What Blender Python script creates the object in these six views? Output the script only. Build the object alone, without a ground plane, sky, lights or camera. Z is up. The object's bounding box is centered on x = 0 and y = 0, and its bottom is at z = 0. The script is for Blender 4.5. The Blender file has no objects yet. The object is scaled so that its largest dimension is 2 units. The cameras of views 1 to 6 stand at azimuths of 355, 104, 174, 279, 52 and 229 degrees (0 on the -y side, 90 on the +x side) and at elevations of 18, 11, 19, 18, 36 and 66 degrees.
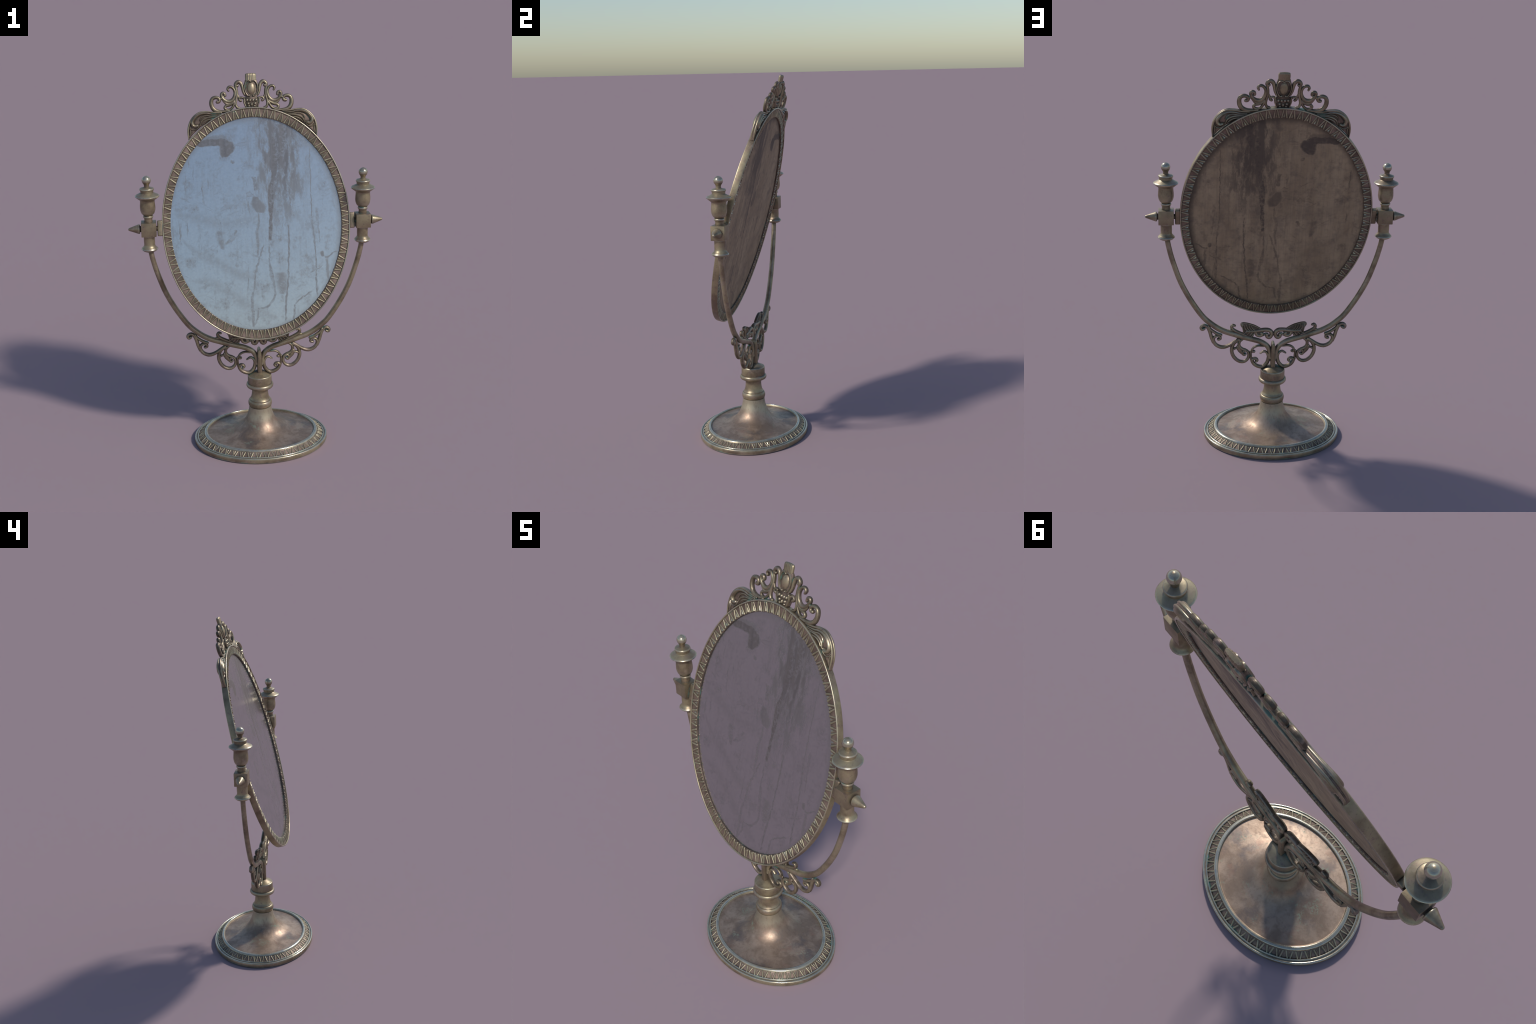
"""Antique bronze table mirror: oval swivelling looking glass in a U-shaped scrolled cradle
on a turned pedestal with an oval foot.  Everything is built from profiles, swept curves and rules."""
import bpy, bmesh, math, random
from mathutils import Matrix, Vector

random.seed(7)
TILT = math.radians(14.53)      # the glass leans back
PIVOT_Z = 1.24
SCN = bpy.context.scene.collection


# ------------------------------------------------------------------ node helpers
class Net:
    """small wrapper that makes node graphs readable"""
    def __init__(self, name):
        self.mat = bpy.data.materials.new(name)
        self.mat.use_nodes = True
        self.nt = self.mat.node_tree
        self.nt.nodes.clear()

    def node(self, kind, **props):
        n = self.nt.nodes.new(kind)
        for k, v in props.items():
            setattr(n, k, v)
        return n

    def put(self, sock, val):
        if isinstance(val, bpy.types.NodeSocket):
            self.nt.links.new(val, sock)
        elif val is not None:
            if hasattr(sock.default_value, "__len__") and not hasattr(val, "__len__"):
                val = (val,) * len(sock.default_value)
            if hasattr(sock.default_value, "__len__") and len(sock.default_value) == 4 and len(val) == 3:
                val = (*val, 1.0)
            sock.default_value = val

    def math(self, op, a, b=None, c=None, clamp=False):
        n = self.node("ShaderNodeMath", operation=op, use_clamp=clamp)
        for i, v in enumerate((a, b, c)):
            if v is not None:
                self.put(n.inputs[i], v)
        return n.outputs[0]

    def add(self, a, b): return self.math("ADD", a, b)
    def sub(self, a, b): return self.math("SUBTRACT", a, b)
    def mul(self, a, b): return self.math("MULTIPLY", a, b)
    def mx(self, a, b): return self.math("MAXIMUM", a, b)

    def step(self, v, lo, hi, out0=0.0, out1=1.0):
        n = self.node("ShaderNodeMapRange", interpolation_type="SMOOTHSTEP")
        for i, x in enumerate((v, lo, hi, out0, out1)):
            self.put(n.inputs[i], x)
        return n.outputs[0]

    def mix(self, fac, a, b, blend="MIX"):
        n = self.node("ShaderNodeMix", data_type="RGBA", blend_type=blend)
        self.put(n.inputs[0], fac)
        self.put(n.inputs[6], a)
        self.put(n.inputs[7], b)
        return n.outputs[2]

    def lerp(self, fac, a, b):
        n = self.node("ShaderNodeMix", data_type="FLOAT")
        self.put(n.inputs[0], fac)
        self.put(n.inputs[2], a)
        self.put(n.inputs[3], b)
        return n.outputs[0]

    def scale(self, vec, s, loc=(0, 0, 0)):
        n = self.node("ShaderNodeMapping")
        self.put(n.inputs[0], vec)
        n.inputs["Scale"].default_value = s if hasattr(s, "__len__") else (s, s, s)
        n.inputs["Location"].default_value = loc
        return n.outputs[0]

    def noise(self, vec, scale, detail=4.0, rough=0.55, distort=0.0):
        n = self.node("ShaderNodeTexNoise")
        self.put(n.inputs["Vector"], vec)
        n.inputs["Scale"].default_value = scale
        n.inputs["Detail"].default_value = detail
        n.inputs["Roughness"].default_value = rough
        n.inputs["Distortion"].default_value = distort
        return n

    def curve(self, v, pts):
        n = self.node("ShaderNodeFloatCurve")
        self.put(n.inputs["Value"], v)
        c = n.mapping.curves[0]
        pts = sorted(pts)
        c.points[0].location = pts[0]
        c.points[1].location = pts[-1]
        for p in pts[1:-1]:
            c.points.new(*p)
        n.mapping.extend = "HORIZONTAL"
        for p in c.points:
            p.handle_type = "AUTO_CLAMPED"
        n.mapping.update()
        return n.outputs[0]

    def finish(self, **sockets):
        b = self.node("ShaderNodeBsdfPrincipled")
        for k, v in sockets.items():
            self.put(b.inputs[k.replace("_", " ")], v)
        o = self.node("ShaderNodeOutputMaterial")
        self.nt.links.new(b.outputs[0], o.inputs[0])
        return self.mat


def coords(g, jitter=True):
    tc = g.node("ShaderNodeTexCoord")
    if not jitter:
        return tc.outputs["Object"]
    info = g.node("ShaderNodeObjectInfo")
    off = g.node("ShaderNodeVectorMath", operation="SCALE")
    off.inputs[0].default_value = (13.1, 7.7, 5.3)
    g.put(off.inputs["Scale"], info.outputs["Random"])
    s = g.node("ShaderNodeVectorMath", operation="ADD")
    g.put(s.inputs[0], tc.outputs["Object"])
    g.put(s.inputs[1], off.outputs[0])
    return s.outputs[0]


# ------------------------------------------------------------------ materials
def metal(name, low, high, worn, patina=0.5, rough=0.40, edge=(0.515, 0.56), ao_dist=0.016, jitter=True,
          crevice=(0.10, 0.075, 0.055), pink=(0.36, 0.26, 0.21), pink_amt=0.55, blue_amt=0.35, wear=0.8, metallic=0.80, ao_range=(0.85, 0.40), up_tint=0.0):
    g = Net(name)
    P = coords(g, jitter)
    big = g.noise(P, 9.0, 5.0, 0.6).outputs["Fac"]
    mid = g.noise(g.scale(P, 1.0, (3.1, 1.7, 9.2)), 24.0, 5.0, 0.62).outputs["Fac"]
    fine = g.noise(P, 170.0, 3.0, 0.6).outputs["Fac"]
    col = g.mix(g.step(big, 0.36, 0.64), low, high)
    col = g.mix(g.mul(g.step(mid, 0.48, 0.66), pink_amt), col, pink)
    col = g.mix(g.mul(g.step(fine, 0.58, 0.72), 0.35), col, tuple(c * 0.45 for c in low))
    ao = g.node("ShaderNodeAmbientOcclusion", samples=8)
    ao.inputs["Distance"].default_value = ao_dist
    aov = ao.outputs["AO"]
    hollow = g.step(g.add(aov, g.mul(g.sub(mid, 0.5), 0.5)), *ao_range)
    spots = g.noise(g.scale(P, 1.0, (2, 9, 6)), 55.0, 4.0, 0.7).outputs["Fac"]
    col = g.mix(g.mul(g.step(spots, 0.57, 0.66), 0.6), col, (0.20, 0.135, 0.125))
    col = g.mix(g.mul(hollow, 0.9), col, crevice)  # ambient occlusion baked into base colour, darkening recesses
    geo = g.node("ShaderNodeNewGeometry")
    ridge = g.step(g.add(geo.outputs["Pointiness"], g.mul(g.sub(mid, 0.5), 0.05)), *edge) if wear else g.math("MULTIPLY", big, 0.0)
    wornc = g.mix(g.mul(g.step(g.noise(g.scale(P, 1, (5, 5, 1)), 30.0, 4.0, 0.6).outputs["Fac"], 0.50, 0.62), blue_amt),
                  worn, (0.30, 0.37, 0.47))
    col = g.mix(g.mul(ridge, wear), col, wornc)
    if up_tint:      # paler, bluish and smoother on upward-facing skin, broken up by grain
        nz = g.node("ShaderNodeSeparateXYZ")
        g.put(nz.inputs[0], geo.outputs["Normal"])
        top_tint = g.mul(g.step(g.add(nz.outputs[2], g.mul(g.sub(mid, 0.5), 0.9)), 0.62, 0.92), up_tint)
        top_tint = g.mul(top_tint, g.sub(1.0, hollow))
        col = g.mix(g.mul(top_tint, 0.75), col, wornc)
        ridge = g.mx(ridge, top_tint)
    pn = g.noise(g.scale(P, 1.0, (8.3, 2.2, 4.4)), 13.0, 6.0, 0.65).outputs["Fac"]
    where = g.add(g.mul(g.step(aov, 0.95, 0.45), 0.16), pn)
    pat = g.mul(g.step(where, 0.66, 0.76), patina)
    col = g.mix(pat, col, (0.10, 0.34, 0.29))
    rgh = g.add(g.add(rough, g.mul(g.sub(mid, 0.5), 0.25)), g.mul(g.sub(hollow, ridge), 0.17))
    rgh = g.lerp(pat, rgh, 0.7)
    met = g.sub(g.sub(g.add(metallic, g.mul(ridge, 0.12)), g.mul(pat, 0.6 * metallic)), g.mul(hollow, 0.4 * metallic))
    bump = g.node("ShaderNodeBump")
    bump.inputs["Strength"].default_value = 0.18
    bump.inputs["Distance"].default_value = 0.0025
    g.put(bump.inputs["Height"], g.add(mid, g.mul(fine, 0.35)))
    return g.finish(Base_Color=col, Metallic=met, Roughness=rgh, Normal=bump.outputs[0])


def dish_metal(name):
    """brown bronze of the foot: pinkish tarnish with blue-black clouds, rust and green flecks"""
    g = Net(name)
    P = coords(g, False)
    warp = g.noise(P, 7.0, 3.0, 0.5).outputs["Color"]
    v = g.node("ShaderNodeVectorMath", operation="MULTIPLY_ADD")
    g.put(v.inputs[0], warp)
    v.inputs[1].default_value = (0.09, 0.09, 0.09)
    g.put(v.inputs[2], P)
    W = v.outputs[0]
    c1 = g.noise(W, 9.0, 6.0, 0.62).outputs["Fac"]
    c2 = g.noise(g.scale(W, 1, (4, 1, 2)), 7.0, 6.0, 0.6).outputs["Fac"]
    c3 = g.noise(g.scale(W, 1, (1, 6, 3)), 16.0, 5.0, 0.62).outputs["Fac"]
    c4 = g.noise(g.scale(W, 1, (7, 2, 8)), 11.0, 6.0, 0.7).outputs["Fac"]
    speck = g.noise(P, 120.0, 4.0, 0.65).outputs["Fac"]
    sep = g.node("ShaderNodeSeparateXYZ")
    g.put(sep.inputs[0], P)
    col = g.mix(g.step(c1, 0.40, 0.60), (0.30, 0.215, 0.155), (0.45, 0.335, 0.25))
    col = g.mix(g.mul(g.step(c2, 0.53, 0.66), 0.65), col, (0.165, 0.14, 0.135))
    col = g.mix(g.mul(g.step(c3, 0.58, 0.70), 0.5), col, (0.37, 0.22, 0.16))
    gm = g.mul(g.step(c4, 0.54, 0.66), g.step(speck, 0.47, 0.58))
    col = g.mix(g.mul(gm, 0.55), col, (0.22, 0.33, 0.24))
    brass = g.mul(g.step(g.add(sep.outputs[2], g.mul(g.sub(c1, 0.5), 0.06)), 0.115, 0.16), 0.8)
    col = g.mix(brass, col, (0.45, 0.40, 0.29))
    grit = g.noise(g.scale(P, (1, 1, 0.4)), 60.0, 6.0, 0.72).outputs["Fac"]
    col = g.mix(g.mul(g.step(grit, 0.50, 0.66), 0.4), col, (0.21, 0.15, 0.115))
    rgh = g.add(0.47, g.mul(g.sub(grit, 0.5), 0.35))
    rgh = g.lerp(g.mul(gm, 0.6), rgh, 0.7)
    bump = g.node("ShaderNodeBump")
    bump.inputs["Strength"].default_value = 0.25
    bump.inputs["Distance"].default_value = 0.003
    g.put(bump.inputs["Height"], g.add(g.mul(c1, 0.8), g.mul(speck, 0.3)))
    return g.finish(Base_Color=col, Metallic=g.sub(0.68, g.mul(gm, 0.3)), Roughness=rgh, Normal=bump.outputs[0])


def stains(g, P):
    """grime shared by the glass and by the board behind it; P is x (across) and z (up the leaning plane)"""
    wn = g.noise(P, 38.0, 4.0, 0.6).outputs["Color"]
    wv = g.node("ShaderNodeVectorMath", operation="MULTIPLY_ADD")
    g.put(wv.inputs[0], wn)
    wv.inputs[1].default_value = (0.020, 0.0, 0.020)
    g.put(wv.inputs[2], P)
    sep = g.node("ShaderNodeSeparateXYZ")
    g.put(sep.inputs[0], wv.outputs[0])
    X = g.sub(sep.outputs[0], 0.010)
    Z = g.sub(sep.outputs[2], 0.010)
    U = g.math("ADD", X, 0.5)                     # 0..1 across
    V = g.math("MULTIPLY_ADD", Z, 1 / 1.2, 0.5)   # 0..1 up
    rough_n = g.noise(P, 60.0, 5.0, 0.65).outputs["Fac"]
    total = None

    solid = None

    def join(m):
        nonlocal total
        total = m if total is None else g.mx(total, m)

    def keep_solid():
        """everything drawn so far is a dried blot with an unbroken middle"""
        nonlocal total, solid
        solid = total if solid is None else g.mx(solid, total)
        total = None

    def drip(pts, soft=0.5, amount=1.0, outline=False):
        """near-vertical run: (x, z, half width) down its length"""
        c = g.curve(V, [(z / 1.2 + 0.5, x + 0.5) for x, z, w in pts])
        z0, z1 = min(p[1] for p in pts), max(p[1] for p in pts)
        w = g.mul(g.curve(V, [(z / 1.2 + 0.5, w * 8) for x, z, w in pts]), 1 / 8)
        stroke(g.math("ABSOLUTE", g.sub(U, c)), w, Z, z0, z1, soft, amount, outline)

    def crack(pts, soft=0.5, amount=1.0, outline=False):
        """near-horizontal run: (x, z, half width) along its length"""
        c = g.curve(U, [(x + 0.5, z / 1.2 + 0.5) for x, z, w in pts])
        x0, x1 = min(p[0] for p in pts), max(p[0] for p in pts)
        w = g.mul(g.curve(U, [(x + 0.5, w * 8) for x, z, w in pts]), 1 / 8)
        stroke(g.mul(g.math("ABSOLUTE", g.sub(V, c)), 1.2), w, X, x0, x1, soft, amount, outline)

    def stroke(d, w, along, a0, a1, soft, amount, outline):
        q = g.math("DIVIDE", d, g.mx(w, 0.0004))
        m = g.step(q, 1.15 + soft * 0.6, 0.95 - soft * 0.5)
        if outline:      # dried edge darker than the middle
            m = g.mul(m, g.step(q, 0.45, 1.0, 0.4, 1.0))
        fade = min(0.12 * (a1 - a0), 0.02)
        inside = g.mul(g.step(along, a0, a0 + fade), g.step(along, a1, a1 - fade))
        join(g.mul(g.mul(m, inside), min(1.0, amount * 1.2)))

    # big winged blot at the upper left with its lobe and thin tail
    crack([(-0.33, 0.425, 0.004), (-0.285, 0.425, 0.012), (-0.245, 0.431, 0.017), (-0.20, 0.432, 0.017), (-0.158, 0.430, 0.020),
           (-0.13, 0.420, 0.018), (-0.112, 0.412, 0.008)], 0.3, 0.85)
    drip([(-0.148, 0.44, 0.026), (-0.138, 0.412, 0.036), (-0.136, 0.400, 0.037), (-0.139, 0.386, 0.032), (-0.144, 0.374, 0.027), (-0.150, 0.360, 0.019), (-0.156, 0.346, 0.004)], 0.3, 0.85)
    crack([(-0.118, 0.406, 0.006), (-0.095, 0.412, 0.004), (-0.06, 0.417, 0.009), (-0.04, 0.420, 0.009), (-0.03, 0.419, 0.002)], 0.4, 0.45, True)
    crack([(-0.26, 0.445, 0.002), (-0.21, 0.463, 0.004), (-0.15, 0.468, 0.002)], 0.9, 0.4)
    drip([(-0.146, 0.468, 0.002), (-0.138, 0.45, 0.003), (-0.115, 0.42, 0.003)], 0.9, 0.5)
    crack([(-0.26, 0.446, 0.004), (-0.21, 0.452, 0.014), (-0.16, 0.452, 0.016), (-0.125, 0.434, 0.006)], 0.9, 0.52)
    # drips and blobs around the middle
    drip([(-0.004, 0.148, 0.010), (0.000, 0.130, 0.016), (0.006, 0.112, 0.027), (0.012, 0.098, 0.033), (0.019, 0.080, 0.029), (0.024, 0.064, 0.020), (0.026, 0.052, 0.006)], 0.5, 0.62)
    keep_solid()
    drip([(0.012, 0.07, 0.003), (0.013, 0.02, 0.005), (0.0, -0.06, 0.007), (0.004, -0.12, 0.006), (-0.004, -0.18, 0.003)], 1.2, 0.5)
    drip([(-0.008, 0.25, 0.012), (0.0, 0.23, 0.010), (0.003, 0.20, 0.010), (0.002, 0.172, 0.008)], 0.4, 0.6)
    crack([(-0.052, 0.152, 0.008), (-0.03, 0.158, 0.012), (-0.012, 0.146, 0.010), (0.0, 0.136, 0.009)], 0.3, 0.55, True)
    crack([(-0.190, 0.073, 0.008), (-0.175, 0.086, 0.010), (-0.155, 0.094, 0.009), (-0.125, 0.096, 0.009)], 0.3, 0.5, True)
    drip([(-0.112, 0.338, 0.004), (-0.111, 0.328, 0.009), (-0.110, 0.317, 0.004)], 0.5, 0.6)
    drip([(-0.195, -0.02, 0.010), (-0.196, -0.045, 0.014), (-0.19, -0.09, 0.012), (-0.18, -0.13, 0.004)], 1.3, 0.5)
    drip([(-0.110, -0.025, 0.006), (-0.113, -0.04, 0.007), (-0.117, -0.06, 0.004)], 0.6, 0.6)
    # the dark curtain of runs right of centre
    drip([(0.155, 0.53, 0.050), (0.15, 0.48, 0.052), (0.145, 0.44, 0.042), (0.135, 0.39, 0.034), (0.125, 0.33, 0.028), (0.11, 0.29, 0.02)], 1.1, 0.80)
    drip([(0.113, 0.47, 0.012), (0.108, 0.40, 0.014), (0.108, 0.34, 0.016), (0.108, 0.31, 0.020), (0.100, 0.28, 0.013), (0.094, 0.23, 0.009),
          (0.084, 0.19, 0.013), (0.080, 0.14, 0.015), (0.079, 0.09, 0.013), (0.076, 0.03, 0.009), (0.072, -0.03, 0.010), (0.066, -0.10, 0.006)], 0.5, 0.85)
    drip([(0.160, 0.40, 0.012), (0.158, 0.33, 0.011), (0.164, 0.27, 0.009), (0.172, 0.20, 0.005), (0.180, 0.10, 0.004), (0.178, 0.03, 0.004)], 0.8, 0.6)
    drip([(0.13, 0.36, 0.035), (0.125, 0.30, 0.035), (0.115, 0.22, 0.028), (0.112, 0.15, 0.030), (0.118, 0.10, 0.026), (0.12, 0.04, 0.012)], 1.8, 0.50)
    crack([(0.12, 0.372, 0.02), (0.14, 0.371, 0.02), (0.17, 0.372, 0.02), (0.22, 0.395, 0.014), (0.27, 0.405, 0.008)], 1.6, 0.5)
    crack([(0.09, 0.51, 0.03), (0.15, 0.49, 0.05), (0.21, 0.465, 0.05), (0.27, 0.43, 0.035), (0.32, 0.395, 0.01)], 2.0, 0.42)
    # thin vertical runs
    drip([(0.2925, 0.39, 0.002), (0.292, 0.22, 0.002), (0.2925, 0.01, 0.003), (0.3055, -0.20, 0.003), (0.304, -0.30, 0.005), (0.3065, -0.40, 0.002)], 0.8, 0.6)
    drip([(0.167, 0.0, 0.003), (0.167, -0.07, 0.004), (0.160, -0.2, 0.003), (0.154, -0.30, 0.004), (0.143, -0.38, 0.005), (0.132, -0.53, 0.002)], 0.8, 0.65)
    drip([(0.318, 0.08, 0.009), (0.322, -0.02, 0.005), (0.330, -0.12, 0.002)], 1.3, 0.45)
    drip([(0.284, 0.05, 0.012), (0.298, -0.06, 0.008), (0.305, -0.14, 0.004)], 1.3, 0.35)
    for x, low, am in ((0.012, 0.34, 0.30), (0.030, 0.44, 0.22), (0.047, 0.26, 0.34), (0.068, 0.38, 0.26)):
        drip([(x, 0.55, 0.002), (x + 0.004, 0.48, 0.004), (x + 0.006, low + 0.04, 0.006), (x, low, 0.001)], 1.4, am)
    # long crack-like runs in the lower half
    drip([(0.035, -0.10, 0.002), (0.0123, -0.167, 0.004), (-0.017, -0.27, 0.005), (-0.027, -0.34, 0.004), (-0.039, -0.395, 0.007),
          (-0.036, -0.47, 0.007), (-0.037, -0.552, 0.005)], 0.8, 0.5)
    drip([(0.060, -0.10, 0.003), (0.060, -0.20, 0.004), (0.068, -0.27, 0.010), (0.0774, -0.3165, 0.006), (0.084, -0.359, 0.006), (0.077, -0.39, 0.006),
          (0.040, -0.432, 0.008), (-0.0034, -0.4426, 0.006), (-0.014, -0.49, 0.005), (-0.038, -0.545, 0.003)], 0.7, 0.5)
    crack([(-0.005, -0.443, 0.004), (0.04, -0.434, 0.005), (0.062, -0.408, 0.005), (0.083, -0.385, 0.004)], 0.7, 0.55)
    drip([(0.115, -0.25, 0.018), (0.118, -0.30, 0.024), (0.124, -0.35, 0.018), (0.118, -0.38, 0.006)], 1.7, 0.55)
    drip([(0.184, -0.425, 0.004), (0.183, -0.45, 0.005), (0.181, -0.48, 0.004), (0.170, -0.515, 0.003)], 0.8, 0.55)
    crack([(0.183, -0.431, 0.004), (0.217, -0.403, 0.005), (0.25, -0.38, 0.004), (0.285, -0.362, 0.002)], 0.7, 0.55)
    crack([(0.345, -0.185, 0.003), (0.365, -0.191, 0.006), (0.39, -0.172, 0.004), (0.428, -0.155, 0.003)], 0.7, 0.55)
    drip([(0.362, -0.19, 0.007), (0.364, -0.23, 0.005), (0.366, -0.29, 0.007), (0.370, -0.33, 0.003)], 0.8, 0.5)
    drip([(0.338, -0.155, 0.004), (0.340, -0.168, 0.010), (0.342, -0.185, 0.005)], 0.6, 0.65)
    crack([(0.272, -0.265, 0.002), (0.30, -0.252, 0.003), (0.325, -0.245, 0.003), (0.343, -0.225, 0.002)], 0.7, 0.5)
    # sloping smears on the left and at the bottom
    crack([(-0.40, -0.06, 0.004), (-0.30, -0.15, 0.018), (-0.20, -0.20, 0.020), (-0.10, -0.26, 0.022), (0.0, -0.28, 0.004)], 2.0, 0.26)
    crack([(-0.43, 0.07, 0.010), (-0.30, 0.04, 0.022), (-0.18, 0.01, 0.024), (-0.05, 0.02, 0.018), (0.02, 0.05, 0.004)], 2.0, 0.24)
    crack([(-0.36, -0.28, 0.004), (-0.25, -0.30, 0.020), (-0.10, -0.40, 0.026), (0.02, -0.47, 0.02), (0.1, -0.5, 0.004)], 2.0, 0.24)
    # break the strokes up, then add general bloom: upright wipes, spatter and dust
    wipe = g.noise(g.scale(P, (1.0, 1.0, 0.055)), 44.0, 4.0, 0.6).outputs["Fac"]
    wear_n = g.add(g.mul(rough_n, 0.6), g.mul(wipe, 0.4))
    total = g.mul(total, g.step(wear_n, 0.36, 0.58, 0.38, 1.05))
    total = g.mx(total, g.mul(solid, g.step(rough_n, 0.30, 0.55, 0.80, 1.0)))
    patch = g.noise(g.scale(P, 1.0, (2.4, 0, 1.3)), 5.0, 5.0, 0.62).outputs["Fac"]
    fleck = g.noise(P, 95.0, 3.0, 0.7).outputs["Fac"]
    haze = g.noise(g.scale(P, 1.0, (7.4, 0, 3.3)), 11.0, 6.0, 0.68).outputs["Fac"]
    grainy = g.noise(P, 150.0, 4.0, 0.7).outputs["Fac"]
    bloom = g.mul(g.step(g.add(patch, g.mul(g.sub(wipe, 0.5), 0.60)), 0.48, 0.78), 0.34)
    bloom = g.mx(bloom, g.mul(g.step(g.add(haze, g.mul(g.sub(wipe, 0.5), 0.25)), 0.47, 0.70), 0.62))
    bloom = g.mul(bloom, g.step(g.add(g.mul(rough_n, 0.6), g.mul(grainy, 0.4)), 0.36, 0.60, 0.25, 1.0))
    # fine upright wisps and two families of slanting scratches, present only in patches
    def wisps(angle, scale, stretch, lo, hi, region, amount, detail=5.0):
        r = g.node("ShaderNodeVectorRotate", rotation_type="Y_AXIS")
        g.put(r.inputs["Vector"], wv.outputs[0])
        r.inputs["Angle"].default_value = angle
        n = g.noise(g.scale(r.outputs[0], (1.0, 1.0, stretch), (region, 0, region * 2)), scale, detail, 0.68).outputs["Fac"]
        where = g.noise(P, 4.5, 3.0, 0.6)
        g.put(where.inputs["Vector"], g.scale(P, 1.0, (region * 3.1, 0, region)))
        return g.mul(g.mul(g.step(n, lo, hi), g.step(where.outputs["Fac"], 0.45, 0.62)), amount)
    bloom = g.mx(bloom, wisps(0.05, 34.0, 0.11, 0.55, 0.70, 1.3, 0.75))
    bloom = g.mx(bloom, wisps(0.02, 90.0, 0.05, 0.60, 0.72, 4.7, 0.55))
    bloom = g.mx(bloom, wisps(1.05, 60.0, 0.10, 0.57, 0.72, 2.9, 0.55))
    bloom = g.mx(bloom, wisps(-0.95, 38.0, 0.14, 0.55, 0.72, 6.2, 0.55))
    bloom = g.mx(bloom, wisps(-1.25, 20.0, 0.22, 0.54, 0.72, 8.8, 0.45))
    # denser grime in the upper right and down the right-hand middle
    sx = g.step(g.math("ABSOLUTE", g.sub(sep.outputs[0], 0.14)), 0.24, 0.04)
    sz = g.step(sep.outputs[2], -0.30, 0.34)
    murk = g.noise(g.scale(wv.outputs[0], (1.0, 1.0, 0.30), (9.1, 0, 2.0)), 21.0, 7.0, 0.72).outputs["Fac"]
    bloom = g.mx(bloom, g.mul(g.step(g.add(murk, g.mul(g.mul(sx, sz), 0.17)), 0.52, 0.70), g.mul(g.mul(sx, sz), 0.92)))
    dots = g.mul(g.mul(g.step(fleck, 0.66, 0.74), g.step(patch, 0.42, 0.6)), 0.6)
    total = g.mx(total, g.mx(bloom, dots))
    # darker band along the rim of the oval
    e2 = g.math("SQRT", g.add(g.math("POWER", g.mul(sep.outputs[0], 1 / 0.449), 2.0), g.math("POWER", g.mul(sep.outputs[2], 1 / 0.556), 2.0)))
    rim = g.mul(g.step(g.add(e2, g.mul(g.sub(patch, 0.5), 0.12)), 0.93, 1.02), 0.5)
    return g.math("MAXIMUM", total, rim, clamp=True), wipe, fleck, rim


def glass_material():
    g = Net("tarnished_silvered_glass")
    P = coords(g, False)
    m, wipe, fleck, rim = stains(g, P)
    silver = g.mix(g.step(fleck, 0.3, 0.7), (0.49, 0.495, 0.50), (0.535, 0.535, 0.535))
    dirt = g.mix(g.step(wipe, 0.35, 0.65), (0.185, 0.168, 0.165), (0.235, 0.215, 0.205))
    col = g.mix(g.mul(m, 0.96), silver, dirt)
    return g.finish(Base_Color=col, Metallic=g.step(m, 0.0, 1.0, 0.97, 0.80), Roughness=g.add(0.20, g.mul(m, 0.16)))


def board_material():
    g = Net("dark_stained_board")
    P = coords(g, False)
    m, wipe, fleck, rim = stains(g, P)
    grain = g.noise(g.scale(P, (1.0, 1.0, 0.03)), 130.0, 4.0, 0.65).outputs["Fac"]
    broad = g.noise(g.scale(P, (1.0, 1.0, 0.30)), 9.0, 4.0, 0.6).outputs["Fac"]
    weave = g.noise(g.scale(P, (0.12, 1.0, 1.0)), 150.0, 2.0, 0.5).outputs["Fac"]
    col = g.mix(g.step(broad, 0.35, 0.65), (0.310, 0.220, 0.132), (0.41, 0.300, 0.186))
    mott = g.noise(P, 17.0, 7.0, 0.7).outputs["Fac"]
    col = g.mix(g.mul(g.step(mott, 0.45, 0.68), 0.6), col, (0.20, 0.15, 0.105))
    col = g.mix(g.mul(g.step(grain, 0.46, 0.66), 0.30), col, (0.22, 0.16, 0.115))
    col = g.mix(g.mul(g.step(weave, 0.52, 0.68), 0.16), col, (0.20, 0.15, 0.11))
    col = g.mix(g.mul(m, 0.95), col, (0.085, 0.062, 0.047))
    col = g.mix(g.mul(rim, 1.1), col, (0.03, 0.024, 0.02))
    bump = g.node("ShaderNodeBump")
    bump.inputs["Strength"].default_value = 0.2
    bump.inputs["Distance"].default_value = 0.002
    g.put(bump.inputs["Height"], g.add(grain, g.mul(weave, 0.3)))
    return g.finish(Base_Color=col, Metallic=0.0, Roughness=g.add(0.55, g.mul(grain, 0.2)), Normal=bump.outputs[0])


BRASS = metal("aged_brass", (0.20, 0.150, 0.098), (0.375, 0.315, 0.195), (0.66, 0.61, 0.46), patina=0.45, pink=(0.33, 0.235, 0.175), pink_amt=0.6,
              rough=0.43, wear=0.5, up_tint=0.10, metallic=0.62, crevice=(0.075, 0.052, 0.036), ao_dist=0.022, ao_range=(0.92, 0.42))
RIM = metal("pale_bluish_brass_rims", (0.23, 0.19, 0.125), (0.37, 0.32, 0.21), (0.70, 0.66, 0.52), patina=0.45, pink_amt=0.3, rough=0.36, wear=0.6, up_tint=0.24, metallic=0.62,
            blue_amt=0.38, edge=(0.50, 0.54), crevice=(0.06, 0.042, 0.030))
BRASS_FLAT = metal("aged_brass_flats", (0.255, 0.205, 0.135), (0.38, 0.32, 0.205), (0.66, 0.61, 0.46), patina=0.35, pink=(0.33, 0.235, 0.175), pink_amt=0.6, rough=0.46, wear=0.0)
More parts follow.
